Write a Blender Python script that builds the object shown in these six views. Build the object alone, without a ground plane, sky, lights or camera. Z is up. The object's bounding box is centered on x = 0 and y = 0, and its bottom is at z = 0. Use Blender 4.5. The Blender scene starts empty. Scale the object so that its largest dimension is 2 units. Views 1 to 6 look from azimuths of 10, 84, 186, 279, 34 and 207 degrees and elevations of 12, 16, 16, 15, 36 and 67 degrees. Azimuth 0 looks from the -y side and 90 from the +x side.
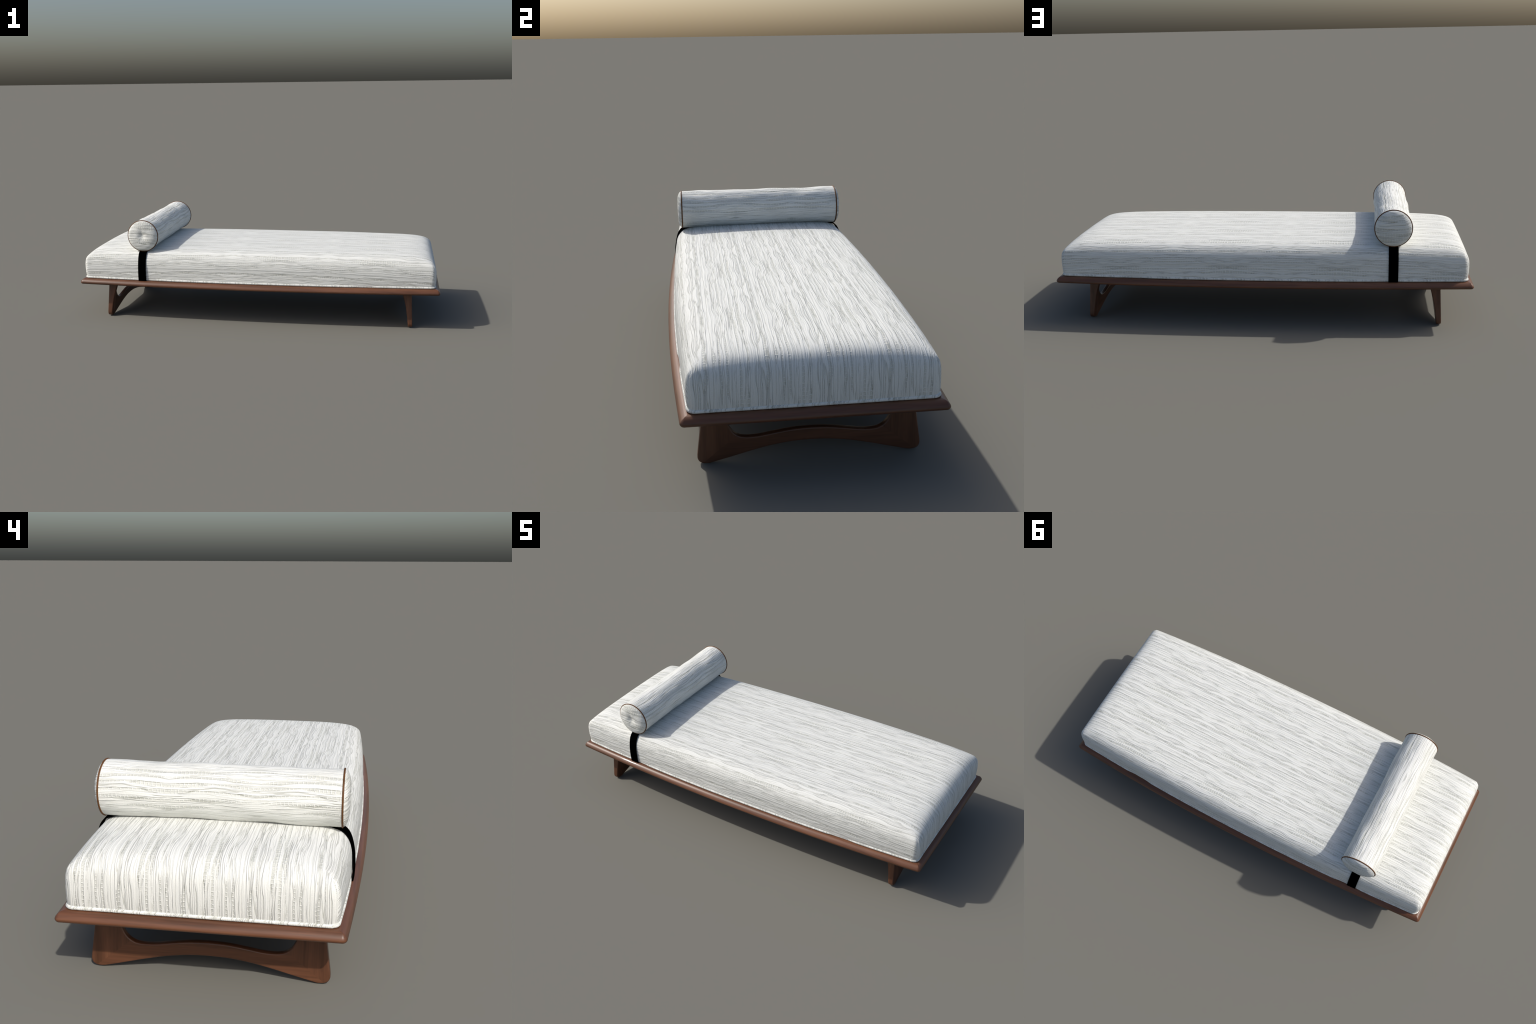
import bpy, math
import numpy as np
from mathutils import Vector, noise

# ------------------------------------------------------------------ sizes
HALF_LEN = 1.0                      # platform half length
def board_half_width(x):            # long sides bow gently outward
    return 0.4330 - 0.0375 * x * x
MAT_INSET = 0.022                   # mattress set back from the wooden edge
MAT_HALF = HALF_LEN - MAT_INSET
MAT_BASE, MAT_SHOULDER, MAT_RISE = 0.2262, 0.300, 0.1045
BOLSTER_X, BOLSTER_Z, BOLSTER_R, BOLSTER_HALF = -0.627, 0.4755, 0.0856, 0.3610
LEG_X = 0.861

# ------------------------------------------------------------------ helpers
def smoothstep(a, b, x):
    t = min(1.0, max(0.0, (x - a) / (b - a)))
    return t * t * (3 - 2 * t)

def interp(x, xs, ys):
    return float(np.interp(x, xs, ys))

def make_object(name, verts, faces, material, parent, smooth=True, location=(0, 0, 0)):
    mesh = bpy.data.meshes.new(name)
    loc = Vector(location)
    mesh.from_pydata([tuple(Vector(v) - loc) for v in verts], [], faces)
    mesh.validate()
    import bmesh
    bm = bmesh.new(); bm.from_mesh(mesh)
    bmesh.ops.recalc_face_normals(bm, faces=bm.faces)
    bm.to_mesh(mesh); bm.free()
    mesh.materials.append(material)
    mesh.polygons.foreach_set("use_smooth", [smooth] * len(mesh.polygons))
    ob = bpy.data.objects.new(name, mesh)
    bpy.context.scene.collection.objects.link(ob)
    ob.location = loc
    ob.parent = parent
    return ob

def sharpen(ob, angle=40):
    ob.data.set_sharp_from_angle(angle=math.radians(angle))

def catmull(points, per_segment=8):
    pts = [Vector(p) for p in points]
    out = []
    for i in range(len(pts) - 1):
        p1, p2 = pts[i], pts[i + 1]
        p0 = pts[i - 1] if i else 2 * p1 - p2
        p3 = pts[i + 2] if i + 2 < len(pts) else 2 * p2 - p1
        for k in range(per_segment):
            t = k / per_segment
            out.append(0.5 * ((2 * p1) + (p2 - p0) * t + (2 * p0 - 5 * p1 + 4 * p2 - p3) * t ** 2
                              + (3 * p1 - p0 - 3 * p2 + p3) * t ** 3))
    out.append(pts[-1])
    return out

def strip_faces(rows, cols, close_cols=False, close_rows=False):
    f = []
    rr = rows if close_rows else rows - 1
    cc = cols if close_cols else cols - 1
    for i in range(rr):
        for j in range(cc):
            a, b = i, (i + 1) % rows
            c, d = j, (j + 1) % cols
            f.append((a * cols + c, a * cols + d, b * cols + d, b * cols + c))
    return f

# ------------------------------------------------------------------ node helpers
class Nodes:
    def __init__(self, name):
        self.mat = bpy.data.materials.new(name)
        self.mat.use_nodes = True
        self.t = self.mat.node_tree
        self.bsdf = self.t.nodes["Principled BSDF"]
    def new(self, kind, **props):
        n = self.t.nodes.new(kind)
        for k, v in props.items():
            setattr(n, k, v)
        return n
    def link(self, a, b):
        self.t.links.new(a, b)
    def put(self, socket, v):
        if isinstance(v, (int, float)):
            socket.default_value = v
        elif isinstance(v, tuple):
            socket.default_value = v
        else:
            self.link(v, socket)
    def math(self, op, a, b=None, c=None, clamp=False):
        n = self.new("ShaderNodeMath", operation=op, use_clamp=clamp)
        self.put(n.inputs[0], a)
        if b is not None: self.put(n.inputs[1], b)
        if c is not None: self.put(n.inputs[2], c)
        return n.outputs[0]
    def combine(self, x, y, z=0.0):
        n = self.new("ShaderNodeCombineXYZ")
        for s, v in zip(n.inputs, (x, y, z)): self.put(s, v)
        return n.outputs[0]
    def separate(self, v):
        n = self.new("ShaderNodeSeparateXYZ"); self.link(v, n.inputs[0])
        return n.outputs
    def noise(self, vec, scale=1.0, detail=2.0, rough=0.5):
        n = self.new("ShaderNodeTexNoise")
        self.link(vec, n.inputs["Vector"])
        n.inputs["Scale"].default_value = scale
        n.inputs["Detail"].default_value = detail
        n.inputs["Roughness"].default_value = rough
        return n.outputs["Fac"]
    def ramp(self, fac, stops):
        n = self.new("ShaderNodeValToRGB")
        el = n.color_ramp.elements
        while len(el) < len(stops): el.new(0.5)
        for e, (p, c) in zip(el, stops):
            e.position = p
            e.color = (*c, 1) if isinstance(c, tuple) else (c, c, c, 1)
        self.put(n.inputs[0], fac)
        return n.outputs[0]
    def smooth(self, v, a, b, lo=0.0, hi=1.0):
        n = self.new("ShaderNodeMapRange", interpolation_type='SMOOTHSTEP')
        self.put(n.inputs["Value"], v)
        n.inputs["From Min"].default_value = a; n.inputs["From Max"].default_value = b
        n.inputs["To Min"].default_value = lo; n.inputs["To Max"].default_value = hi
        return n.outputs[0]
    def mix(self, fac, a, b):
        n = self.new("ShaderNodeMix", data_type='RGBA')
        self.put(n.inputs[0], fac)
        for s, v in ((n.inputs[6], a), (n.inputs[7], b)):
            self.put(s, (*v, 1) if isinstance(v, tuple) else v)
        return n.outputs[2]

# ------------------------------------------------------------------ materials
FABRIC_LIGHT = (0.782, 0.793, 0.762)
FABRIC_GROOVE = (0.315, 0.325, 0.250)

REPEAT_T, MIRROR_S = 0.178, 0.262      # the cloth repeats across its threads and mirrors along them

def finish_fabric(N, s, t, seed=0.0, relief=1.0):
    """Slubbed off-white weave: threads run along s, ribs and grooves are stacked along t (metres)."""
    mul, add, sub = (lambda a, b: N.math('MULTIPLY', a, b)), (lambda a, b: N.math('ADD', a, b)), (lambda a, b: N.math('SUBTRACT', a, b))
    s = N.math('PINGPONG', add(s, 10.07), MIRROR_S)
    turn = 2 * math.pi / REPEAT_T
    def field(fs, ft, tt, z, detail=2.0, rough=0.55):
        r = ft / turn                       # walk round a circle so that the pattern closes after one repeat
        a = mul(tt, turn)
        return N.noise(N.combine(mul(add(s, seed + z), fs), mul(N.math('COSINE', a), r), mul(N.math('SINE', a), r)), 1, detail, rough)
    # the ribs wander a little
    tw = add(t, mul(sub(field(5.0, 13.0, t, 3.1, 1.0), 0.5), 0.022))
    tw = add(tw, mul(sub(field(30.0, 30.0, t, 4.7, 1.0), 0.5), 0.0028))
    # bands where the yarn is sparse, with thin cross threads bridging them
    band = field(3.4, 72.0, tw, 17.3, 2.0, 0.55)
    recess = N.smooth(band, 0.455, 0.415)
    jitter = mul(field(45.0, 90.0, t, 5.0, 1.0), 0.010)
    rung = N.smooth(N.math('SINE', mul(add(s, jitter), 520.0)), 0.50, 0.97)
    open_yarn = mul(recess, sub(1.0, mul(rung, 0.95)))
    # narrow ribs and the creases between them
    rib = field(3.6, 92.0, tw, 27.7, 2.0, 0.5)
    area = field(5.0, 20.0, t, 9.0, 1.0)
    ledge = N.smooth(rib, 0.430, 0.480)                     # raised slubs end in a crisp edge
    thin = field(5.5, 150.0, tw, 11.0, 1.5, 0.5)
    crease = mul(N.smooth(N.math('ABSOLUTE', sub(rib, 0.445)), 0.024, 0.003), N.smooth(area, 0.34, 0.56, 0.10, 1.0))
    crease = N.math('MAXIMUM', crease, mul(N.smooth(N.math('ABSOLUTE', sub(thin, 0.44)), 0.030, 0.004), N.smooth(area, 0.62, 0.46, 0.10, 0.55)))
    # even cord lines and fine yarn grain
    cord = N.math('SINE', mul(tw, 2 * math.pi / 0.0062))
    fine = N.noise(N.combine(mul(s, 260.0), mul(tw, 330.0), seed), 1, 2.0, 0.65)
    # occasional small knots
    vor = N.new("ShaderNodeTexVoronoi")
    N.link(N.combine(mul(s, 1.0 / MIRROR_S), mul(N.math('FRACT', mul(tw, 1.0 / REPEAT_T)), 2.0), 0.5), vor.inputs["Vector"])
    vor.inputs["Scale"].default_value = 1.0
    vor.inputs["Randomness"].default_value = 0.8
    knot = N.smooth(vor.outputs["Distance"], 0.048, 0.008)
    dark = add(mul(open_yarn, 0.27), add(mul(crease, 0.36), mul(knot, 0.40)))
    dark = add(dark, mul(add(cord, 0.3), 0.040))
    dark = N.math('ADD', dark, mul(sub(fine, 0.42), 0.30), clamp=True)
    N.link(N.mix(dark, FABRIC_LIGHT, FABRIC_GROOVE), N.bsdf.inputs["Base Color"])
    N.bsdf.inputs["Roughness"].default_value = 0.8
    N.bsdf.inputs["Specular IOR Level"].default_value = 0.3
    h = add(mul(rib, 0.9), mul(ledge, 0.42))
    h = sub(h, mul(recess, sub(0.50, mul(rung, 0.42))))
    h = sub(h, mul(crease, 0.34))
    h = add(h, mul(thin, 0.55))
    h = sub(h, mul(cord, 0.075))
    h = add(h, mul(fine, 0.30))
    bump = N.new("ShaderNodeBump")
    bump.inputs["Strength"].default_value = 0.9
    bump.inputs["Distance"].default_value = 0.0027 * relief
    N.link(h, bump.inputs["Height"])
    N.link(bump.outputs[0], N.bsdf.inputs["Normal"])
    return N.mat

def mattress_fabric():
    N = Nodes("slub_fabric_mattress")
    x, y, z = N.separate(N.new("ShaderNodeTexCoord").outputs["Object"])
    nx, ny, nz = N.separate(N.new("ShaderNodeNewGeometry").outputs["Normal"])
    drop = N.math('SUBTRACT', 0.375, N.math('MINIMUM', z, 0.375))       # run down the side
    is_end = N.math('GREATER_THAN', N.math('ABSOLUTE', nx), N.math('ABSOLUTE', ny))
    not_end = N.math('SUBTRACT', 1.0, is_end)
    t = N.math('ADD', y, N.math('MULTIPLY', N.math('MULTIPLY', N.math('SIGN', y), drop), not_end))
    s = N.math('ADD', x, N.math('MULTIPLY', N.math('MULTIPLY', N.math('SIGN', x), drop), is_end))
    return finish_fabric(N, s, t, 0.0)

def bolster_fabric():
    N = Nodes("slub_fabric_bolster")
    x, y, z = N.separate(N.new("ShaderNodeTexCoord").outputs["Object"])
    ang = N.math('ARCTAN2', x, z)
    return finish_fabric(N, y, N.math('MULTIPLY', ang, BOLSTER_R), 21.0)

def cap_fabric():
    N = Nodes("slub_fabric_cap")
    x, y, z = N.separate(N.new("ShaderNodeTexCoord").outputs["Object"])
    return finish_fabric(N, x, N.math('ADD', z, N.math('MULTIPLY', y, 0.37)), 33.0)

def welt_fabric():
    N = Nodes("slub_fabric_welt")
    x, y, z = N.separate(N.new("ShaderNodeTexCoord").outputs["Object"])
    return finish_fabric(N, N.math('ADD', z, 0.3), N.math('ADD', x, y), 41.0)

def walnut(name, axis, seed, tone=1.0):
    """Red-brown walnut with the grain along one object axis."""
    N = Nodes(name)
    c = N.separate(N.new("ShaderNodeTexCoord").outputs["Object"])
    k = [1.0, 1.0, 1.0]
    sc = [N.math('MULTIPLY', c[i], 3.0 if i == axis else 60.0) for i in range(3)]
    v = N.combine(*sc)
    off = N.new("ShaderNodeVectorMath", operation='ADD')
    N.link(v, off.inputs[0]); off.inputs[1].default_value = (seed, seed * 0.7, seed * 1.3)
    broad = N.noise(off.outputs[0], 0.45, 3, 0.55)
    fine = N.noise(off.outputs[0], 3.2, 3, 0.6)
    f = N.math('ADD', N.math('MULTIPLY', broad, 0.72), N.math('MULTIPLY', fine, 0.28))
    stops = [(0.32, (0.066, 0.027, 0.012)), (0.45, (0.108, 0.043, 0.0210)),
             (0.56, (0.145, 0.058, 0.0285)), (0.69, (0.182, 0.080, 0.040))]
    col = N.ramp(f, [(p, tuple(v * tone for v in c)) for p, c in stops])
    N.link(col, N.bsdf.inputs["Base Color"])
    N.bsdf.inputs["Roughness"].default_value = 0.40
    N.bsdf.inputs["Coat Weight"].default_value = 0.16
    N.bsdf.inputs["Coat Roughness"].default_value = 0.035
    N.bsdf.inputs["Specular IOR Level"].default_value = 0.4
    bump = N.new("ShaderNodeBump")
    bump.inputs["Strength"].default_value = 0.10
    bump.inputs["Distance"].default_value = 0.0006
    N.link(fine, bump.inputs["Height"])
    N.link(bump.outputs[0], N.bsdf.inputs["Normal"])
    return N.mat

def plain(name, rgb, rough, spec=0.3):
    N = Nodes(name)
    co = N.new("ShaderNodeTexCoord").outputs["Object"]
    f = N.noise(co, 180.0, 2, 0.5)
    lo = tuple(v * 0.85 for v in rgb); hi = tuple(v * 1.15 for v in rgb)
    N.link(N.ramp(f, [(0.3, lo), (0.7, hi)]), N.bsdf.inputs["Base Color"])
    N.bsdf.inputs["Roughness"].default_value = rough
    N.bsdf.inputs["Specular IOR Level"].default_value = spec
    return N.mat

M_MATTRESS, M_BOLSTER, M_CAP, M_WELT = mattress_fabric(), bolster_fabric(), cap_fabric(), welt_fabric()
M_RAIL_X = walnut("walnut_grain_lengthwise", 0, 2.0)
M_RAIL_Y = walnut("walnut_grain_crosswise", 1, 7.0)
M_LEG = walnut("walnut_grain_upright", 2, 13.0, 0.88)  # leg and stretcher base colour darkened to bake in shade under the platform
M_STRETCHER = walnut("walnut_grain_stretcher", 1, 19.0, 0.88)
M_STRAP = plain("black_webbing", (0.0005, 0.0005, 0.0005), 1.0, 0.0)
M_PIPING = plain("brown_piping", (0.112, 0.046, 0.013), 0.6, 0.3)

# ------------------------------------------------------------------ root
root = bpy.data.objects.new("daybed", None)
bpy.context.scene.collection.objects.link(root)
root["label"] = "walnut daybed with white slubbed mattress and strapped bolster"
root["category"] = "daybed"

# ------------------------------------------------------------------ wooden platform
# edge profile: (inset from the outline, height)
EDGE = catmull([(0.090, 0.2256), (0.030, 0.2258), (0.0235, 0.2254), (0.0165, 0.2238), (0.009, 0.2190),
                (0.0032, 0.2125), (0.0004, 0.2065), (0.0006, 0.2020), (0.0040, 0.1972), (0.0100, 0.1950),
                (0.018, 0.1946), (0.090, 0.1946)], 4)
CORNER_R = 0.014

def round_corner(x, y, half_len, half_w, r):
    a, b = r - (half_len - abs(x)), r - (half_w - abs(y))
    if a > 0 and b > 0:
        m, h = max(a, b), math.hypot(a, b)
        x = math.copysign(half_len - r + a * m / h, x)
        y = math.copysign(half_w - r + b * m / h, y)
    return x, y

def rail(name, along_x, sign, material):
    us = []
    for k in range(61):
        u = -1 + 2 * k / 60
        us.append(u)
    fine = [0.9995, 0.999, 0.998, 0.9965, 0.9945, 0.992, 0.989, 0.985, 0.980, 0.975]
    us = sorted(set(us + fine + [-f for f in fine]))
    verts = []
    for u in us:
        for p in EDGE:
            i, z = p.x, p.y
            if along_x:
                x = u * (HALF_LEN - i)
                y = sign * (board_half_width(x) - i)
            else:
                x = sign * (HALF_LEN - i)
                y = u * (board_half_width(x) - i)
            x, y = round_corner(x, y, HALF_LEN, board_half_width(x), CORNER_R)
            verts.append((x, y, z))
    n = len(EDGE)
    faces = strip_faces(len(us), n)
    # close the hidden inner edge and the mitred ends
    for r in range(len(us) - 1):
        faces.append((r * n, (r + 1) * n, (r + 1) * n + n - 1, r * n + n - 1))
    faces.append(tuple(range(n)))
    faces.append(tuple((len(us) - 1) * n + k for k in range(n)))
    ob = make_object(name, verts, faces, material, root)
    sharpen(ob, 35)
    return ob

for sgn in (-1, 1):
    rail("side_rail", True, sgn, M_RAIL_X)
for sgn in (-1, 1):
    rail("end_rail", False, sgn, M_RAIL_Y)

# inner board that carries the mattress
def flat_board():
    xs = np.linspace(-(HALF_LEN - 0.088), HALF_LEN - 0.088, 41)
    v = []
    for z in (0.1975, 0.2245):
        for x in xs:
            w = board_half_width(x) - 0.088
            v += [(x, -w, z), (x, w, z)]
    n = len(xs) * 2
    f = []
    for k in range(len(xs) - 1):
        a = 2 * k
        f.append((a, a + 1, a + 3, a + 2))
        f.append((n + a, n + a + 2, n + a + 3, n + a + 1))
        f.append((a, a + 2, n + a + 2, n + a))
        f.append((a + 1, n + a + 1, n + a + 3, a + 3))
    f.append((0, n, n + 1, 1)); f.append((n - 2, n - 1, 2 * n - 1, 2 * n - 2))
    return make_object("platform_board", v, f, M_RAIL_X, root, smooth=False)
flat_board()

# ------------------------------------------------------------------ leg frames
# half outlines in the y-z plane, from the top of the leg round to the middle of the stretcher
OUTER = [(0.3262, 0.1955), (0.3300, 0.165), (0.3350, 0.128), (0.3400, 0.090), (0.3450, 0.053), (0.3482, 0.028),
         (0.3478, 0.016), (0.3425, 0.0065), (0.3330, 0.0012), (0.3200, 0.0), (0.3060, 0.0016),
         (0.250, 0.0150), (0.185, 0.0312), (0.125, 0.0440), (0.060, 0.0530), (0.0, 0.0555)]
INNER = [(0.2700, 0.1955), (0.2660, 0.178), (0.2610, 0.155), (0.2545, 0.130), (0.2475, 0.113), (0.2410, 0.1020),
         (0.2360, 0.0960), (0.2310, 0.0915), (0.2255, 0.0875), (0.2190, 0.0840), (0.2110, 0.0810),
         (0.1900, 0.0785), (0.155, 0.0800), (0.110, 0.0872), (0.055, 0.0945), (0.0, 0.0968)]
SPLIT = 8       # control point where the upright leg is mitred to the stretcher

def leg_face_outer(z):
    return LEG_X - 0.040 * z
PANEL_BACK = 0.8370
def leg_face_inner(z, y):
    """Thin panel; only the outer edge of each leg thickens upward into a curved bracket."""
    fin = smoothstep(0.2995, 0.3085, abs(y))
    bracket = interp(z, [0, 0.02, 0.04, 0.065, 0.09, 0.11, 0.13, 0.15, 0.17, 0.20],
                  [0.8385, 0.8365, 0.8340, 0.8310, 0.8275, 0.8240, 0.8195, 0.8140, 0.8080, 0.7980])
    return PANEL_BACK + (min(PANEL_BACK, bracket) - PANEL_BACK) * fin

def leg_frame(sign):
    seg = 8
    o, i = catmull(OUTER, seg), catmull(INNER, seg)
    half = len(o)
    O = [(p.x, p.y) for p in o] + [(-p.x, p.y) for p in reversed(o[:-1])]
    I = [(p.x, p.y) for p in i] + [(-p.x, p.y) for p in reversed(i[:-1])]
    n = len(O)
    # closed cross-section: (position from outer edge 0 to hole edge 1, depth 0 front to 1 back), soft edges
    r_len, r_dep = 0.0050, 0.0045
    BODY = [k / 20 for k in range(1, 20)]
    verts, ring = [], 0
    for (oy, oz), (iy, iz) in zip(O, I):
        L = math.hypot(iy - oy, iz - oz)
        sec = []
        def arc(cl, cd, a0, a1):
            for k in range(5):
                a = math.radians(a0 + (a1 - a0) * k / 4)
                sec.append((cl + r_len * math.cos(a), cd, r_dep * math.sin(a)))
        # length coordinate l in metres, side flag (0 front face, 1 back face), offset toward the face
        arc(r_len, 0, 180, 90)
        for q in BODY:
            sec.append((r_len + (L - 2 * r_len) * q, 0, r_dep))
        arc(L - r_len, 0, 90, 0)
        arc(L - r_len, 1, 0, 90)
        for q in reversed(BODY):
            sec.append((r_len + (L - 2 * r_len) * q, 1, r_dep))
        arc(r_len, 1, 90, 180)
        for l, side, off in sec:
            y = oy + (iy - oy) * l / L
            z = oz + (iz - oz) * l / L
            if side == 0:
                x = leg_face_outer(z) - r_dep + off
            else:
                x = leg_face_inner(z, y) + r_dep - off
            verts.append((sign * x, y, z))
        ring = len(sec)
    faces = strip_faces(n, ring, close_cols=True)
    cut = SPLIT * seg
    # one smooth surface first, so that the pieces share its normals
    whole = bpy.data.meshes.new("leg_whole")
    whole.from_pydata(verts, [], faces)
    import bmesh
    bm = bmesh.new(); bm.from_mesh(whole)
    bmesh.ops.recalc_face_normals(bm, faces=bm.faces)
    bm.to_mesh(whole); bm.free()
    whole.update()
    normals = [v.normal.copy() for v in whole.vertices]
    flip = [tuple(p.vertices) for p in whole.polygons]
    bpy.data.meshes.remove(whole)
    pieces = [("leg", 0, cut, M_LEG), ("stretcher", cut, n - 1 - cut, M_STRETCHER), ("leg", n - 1 - cut, n - 1, M_LEG)]
    frame = bpy.data.objects.new("leg_frame", None)
    bpy.context.scene.collection.objects.link(frame)
    frame.parent = root
    for name, r0, r1, mat in pieces:
        sub = [f for f in flip if all(r0 * ring <= v <= (r1 + 1) * ring - 1 for v in f)]
        base = r0 * ring
        m = bpy.data.meshes.new(name)
        m.from_pydata([verts[v] for v in range(base, (r1 + 1) * ring)], [], [tuple(v - base for v in f) for f in sub])
        m.materials.append(mat)
        m.polygons.foreach_set("use_smooth", [True] * len(m.polygons))
        m.normals_split_custom_set_from_vertices([tuple(normals[v]) for v in range(base, (r1 + 1) * ring)])
        ob = bpy.data.objects.new(name, m)
        bpy.context.scene.collection.objects.link(ob)
        ob.parent = frame

for sgn in (-1, 1):
    leg_frame(sgn)

# ------------------------------------------------------------------ mattress
def mat_half_width(x):              # upper part: bows less than the platform
    return board_half_width(x) - MAT_INSET - 0.006 * (1 - x * x)
CROWN_D = [0, 0.0006, 0.0018, 0.004, 0.008, 0.013, 0.019, 0.027, 0.037, 0.055, 0.08, 0.12, 0.20, 0.30, 0.50, 1.0]
CROWN_H = [0, 0.130, 0.235, 0.345, 0.460, 0.550, 0.630, 0.710, 0.785, 0.862, 0.912, 0.945, 0.970, 0.985, 0.998, 1.0]
def crown(d):
    return interp(d, CROWN_D_FINE, CROWN_H_FINE)
_cp = catmull([(math.sqrt(d), h) for d, h in zip(CROWN_D, CROWN_H)], 12)
CROWN_D_FINE = [max(0, p.x) ** 2 for p in _cp]
CROWN_H_FINE = [p.y for p in _cp]
def swell(d):                       # slow crown toward the middle
    return interp(d, [0, 0.055, 0.12, 0.20, 0.30, 0.50], [0.915, 0.932, 0.962, 0.980, 0.990, 1.0])
MAT_CORNER_R = 0.026

def edge_spacing(half, steps):
    near = [0, 0.0003, 0.0009, 0.0018, 0.003, 0.0045, 0.0062, 0.0082, 0.0105, 0.013, 0.016, 0.0195, 0.0235, 0.028,
            0.034, 0.041, 0.050, 0.061, 0.075, 0.092, 0.113]
    mid = list(np.linspace(0.14, half, steps))
    d = near + mid
    left = [-half + v for v in d]
    return left + [-v for v in reversed(left[:-1])]

LEAN = 0.0035                       # the upper rear edge sits slightly further in
def build_mattress():
    xs = edge_spacing(MAT_HALF, 34)
    ys = edge_spacing(1.0, 2)      # placeholder, replaced per column below
    wref = mat_half_width(0)
    ys = edge_spacing(wref, 14)
    nx, ny = len(xs), len(ys)
    def plan(x, y, inset=0.0):
        w = mat_half_width(x)
        dy = wref - abs(y)
        yy = math.copysign(w - min(dy, w) if dy < 0.1 else (w - 0.1) * abs(y) / (wref - 0.1), y) if y else 0.0
        px, py = round_corner(x, yy, MAT_HALF, w, MAT_CORNER_R)
        return px, py, MAT_HALF - abs(x), w - abs(yy)
    verts = []
    for x in xs:
        for y in ys:
            px, py, dx, dy = plan(x, y)
            near = 0.0 if min(dx, dy) <= 0 else (dx ** -1.5 + dy ** -1.5) ** (-1 / 1.5)
            z = MAT_SHOULDER + MAT_RISE * crown(near) / swell(near) * swell(dx) * swell(dy)
            n = noise.noise(Vector((px * 3.1, py * 4.3, 1.7))) * 0.0016
            z += n * min(1, dx / 0.08) * min(1, dy / 0.08)
            if py > 0: py -= LEAN * min(1.0, py / 0.3)
            verts.append((px, py, z))
    faces = strip_faces(nx, ny)
    loop = [i * ny for i in range(nx)] + [(nx - 1) * ny + j for j in range(1, ny)] \
        + [i * ny + ny - 1 for i in range(nx - 2, -1, -1)] + [j for j in range(ny - 2, 0, -1)]
    # side walls, a little fuller in the middle than at the seam
    levels = [(0.290, -0.0002), (0.278, 0.0), (0.266, 0.0006), (0.254, 0.0016), (0.244, 0.0028), (0.236, 0.0042),
              (0.231, 0.0052), (0.2268, 0.0060)]
    prev = loop
    for z, inset in levels:
        cur = []
        for vi in loop:
            x, y, _ = verts[vi]
            w = mat_half_width(x)
            cur.append(len(verts))
            flare = 0.006 * (1 - x * x) * smoothstep(0.285, 0.23, z)     # the seam follows the platform
            if y > 0.05: flare += LEAN * smoothstep(0.29, 0.23, z) * min(1.0, y / 0.3)
            verts.append((x * (MAT_HALF - inset) / MAT_HALF, y * (w - inset + flare) / w, z))
        for k in range(len(loop)):
            k2 = (k + 1) % len(loop)
            faces.append((prev[k], prev[k2], cur[k2], cur[k]))
        prev = cur
    faces.append(tuple(prev))
    boundary = [verts[v][:2] for v in loop]
    ob = make_object("mattress", verts, faces, M_MATTRESS, root)
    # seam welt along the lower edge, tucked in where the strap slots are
    tube, nb, rv = [], len(boundary), 10
    for k in range(nb):
        p0, p1 = Vector(boundary[k - 1]), Vector(boundary[(k + 1) % nb])
        d = (p1 - p0).normalized()
        nrm = Vector((d.y, -d.x))
        c = Vector(boundary[k])
        if nrm.dot(c) < 0: nrm = -nrm
        tuck = 0.0
        if abs(nrm.y) > 0.9:
            tuck = 0.0042 * (1 - smoothstep(0.035, 0.075, abs(abs(c.x) - 0.605)))
        wave = 0.0006 * noise.noise(Vector((c.x * 14, c.y * 14, 0.3)))
        if c.y > 0: c.y += LEAN * min(1.0, c.y / 0.3)
        c.y += math.copysign(0.006 * (1 - c.x * c.x), c.y) * min(1.0, abs(c.y) / 0.3)
        c = c - nrm * (0.0064 + tuck + wave)
        for a in range(rv):
            th = 2 * math.pi * a / rv
            tube.append((c.x + nrm.x * 0.0062 * math.cos(th), c.y + nrm.y * 0.0062 * math.cos(th), 0.2320 + 0.0060 * math.sin(th)))
    make_object("welt", tube, strip_faces(nb, rv, close_cols=True, close_rows=True), M_WELT, ob)
    return ob
mattress = build_mattress()

# ------------------------------------------------------------------ bolster
bolster = bpy.data.objects.new("bolster", None)
bolster.location = (BOLSTER_X, 0, BOLSTER_Z)
bpy.context.scene.collection.objects.link(bolster)
bolster.parent = root

def child_of_bolster(ob):
    ob.parent = bolster
    ob.location = (0, 0, 0)
    return ob

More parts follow.
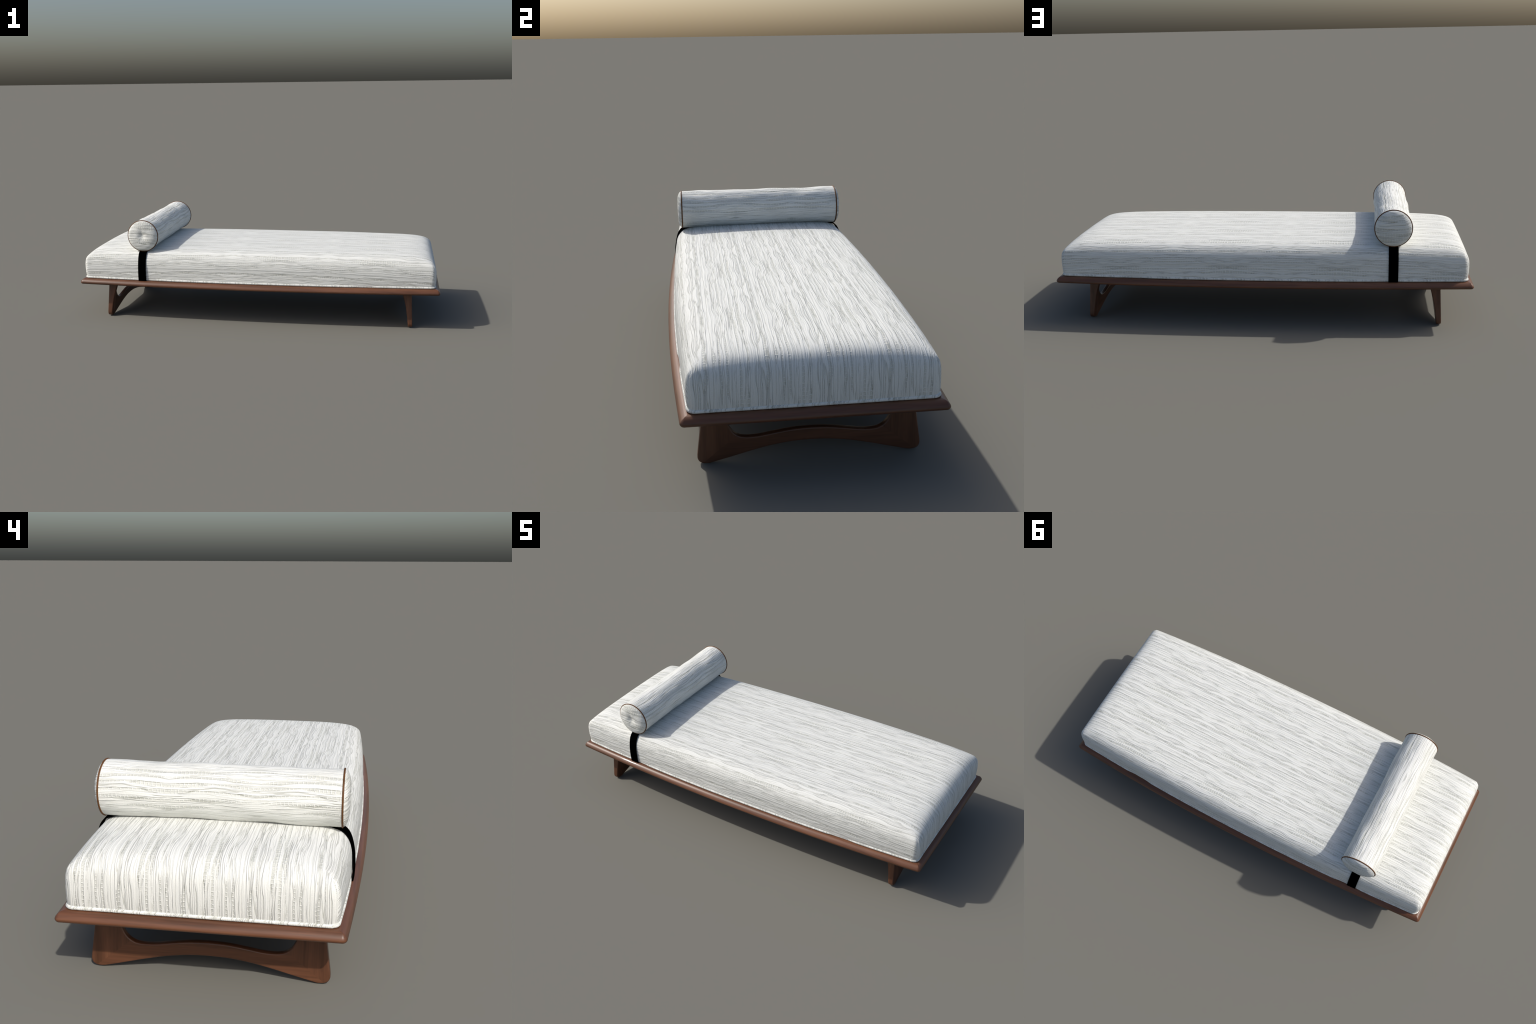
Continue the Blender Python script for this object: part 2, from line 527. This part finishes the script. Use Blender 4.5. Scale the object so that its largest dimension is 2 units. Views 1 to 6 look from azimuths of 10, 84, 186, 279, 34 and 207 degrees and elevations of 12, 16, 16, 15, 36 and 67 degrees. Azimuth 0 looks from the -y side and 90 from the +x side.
def build_bolster():
    rows, cols = 121, 96
    v = []
    for i in range(rows):
        y = -BOLSTER_HALF + 2 * BOLSTER_HALF * i / (rows - 1)
        fade = smoothstep(0, 0.09, BOLSTER_HALF - abs(y))
        for j in range(cols):
            a = 2 * math.pi * j / cols
            n = noise.noise(Vector((math.cos(a) * 1.1 + 4, y * 7.0, math.sin(a) * 1.1))) * 0.0052
            n += noise.noise(Vector((math.cos(a) * 2.4, y * 17.0 + 9, math.sin(a) * 2.4))) * 0.0016
            waist = -0.0015 * smoothstep(0.36, 0.0, abs(y))
            r = BOLSTER_R + fade * (n + waist)
            v.append((r * math.sin(a), y, r * math.cos(a)))
    ob = make_object("bolster_cover", v, strip_faces(rows, cols, close_cols=True), M_BOLSTER, root)
    child_of_bolster(ob)
    for sgn in (-1, 1):
        # padded end: domed on both sides, the front one pulled in at the middle
        cap, rr, cc = [], 40, 96
        for i in range(rr):
            q = 1 - i / (rr - 1) * 0.999
            for j in range(cc):
                a = 2 * math.pi * j / cc
                x, z = BOLSTER_R * q * math.sin(a), BOLSTER_R * q * math.cos(a)
                dome = 0.0200 * (1 - q ** 4) ** 0.6
                if sgn < 0:
                    d = math.hypot(x - 0.000, z - 0.004)
                    pull = math.exp(-(d / 0.021) ** 2)
                    pleat = 0.0004 * math.cos(7 * a + 0.6) * math.exp(-((d - 0.026) / 0.016) ** 2)
                    dome -= 0.0095 * pull + pleat
                dome += 0.0022 * noise.noise(Vector((x * 28, sgn * 3.0, z * 28))) * min(1, (1 - q) * 5)
                cap.append((x, sgn * (BOLSTER_HALF + dome), z))
        ob = make_object("bolster_end", cap, strip_faces(rr, cc, close_cols=True) +
                         [tuple((rr - 1) * cc + j for j in range(cc))], M_CAP, root)
        child_of_bolster(ob)
        ring, nb, rv = [], 120, 8
        for k in range(nb):
            a = 2 * math.pi * k / nb
            for b in range(rv):
                th = 2 * math.pi * b / rv
                r = BOLSTER_R + 0.0002 + 0.0029 * math.cos(th)
                ring.append((r * math.sin(a), sgn * (BOLSTER_HALF + 0.0004) + 0.0029 * math.sin(th), r * math.cos(a)))
        ob = make_object("piping", ring, strip_faces(nb, rv, close_cols=True, close_rows=True), M_PIPING, root)
        child_of_bolster(ob)
build_bolster()

# ------------------------------------------------------------------ straps
STRAP = catmull([(0.315, 0.3925), (0.342, 0.3890), (0.3580, 0.3845), (0.3705, 0.3760), (0.3800, 0.3635), (0.3868, 0.3470),
                 (0.3925, 0.3240), (0.3962, 0.2980), (0.3978, 0.2700), (0.3972, 0.2450), (0.3960, 0.2262)], 6)
def build_strap(sgn):
    v, cols = [], 9
    half_w, thick = 0.0225, 0.0046
    for k, p in enumerate(STRAP):
        p0, p1 = STRAP[max(0, k - 1)], STRAP[min(len(STRAP) - 1, k + 1)]
        d = (p1 - p0).normalized()
        nrm = Vector((-d.y, d.x))
        if nrm.x < 0: nrm = -nrm
        # flat webbing with softly rounded selvedges
        for w, h in ((-1, 0.3), (-0.96, 1), (0, 1.1), (0.96, 1), (1, 0.3), (1, -0.8), (0.9, -1), (-0.9, -1), (-1, -0.8)):
            q = p + nrm * (h * thick * 0.5 + 0.0006)
            x = BOLSTER_X - 0.0025 + w * half_w
            bow = board_half_width(x) - board_half_width(BOLSTER_X - 0.0025)
            v.append((x, sgn * (q.x + bow - (0.8 * LEAN if sgn > 0 else 0.0)), q.y))
    n = len(STRAP)
    f = strip_faces(n, cols, close_cols=True)
    f.append(tuple(range(cols))); f.append(tuple((n - 1) * cols + j for j in range(cols)))
    ob = make_object("strap", v, f, M_STRAP, root)
    sharpen(ob, 50)
for sgn in (-1, 1):
    build_strap(sgn)
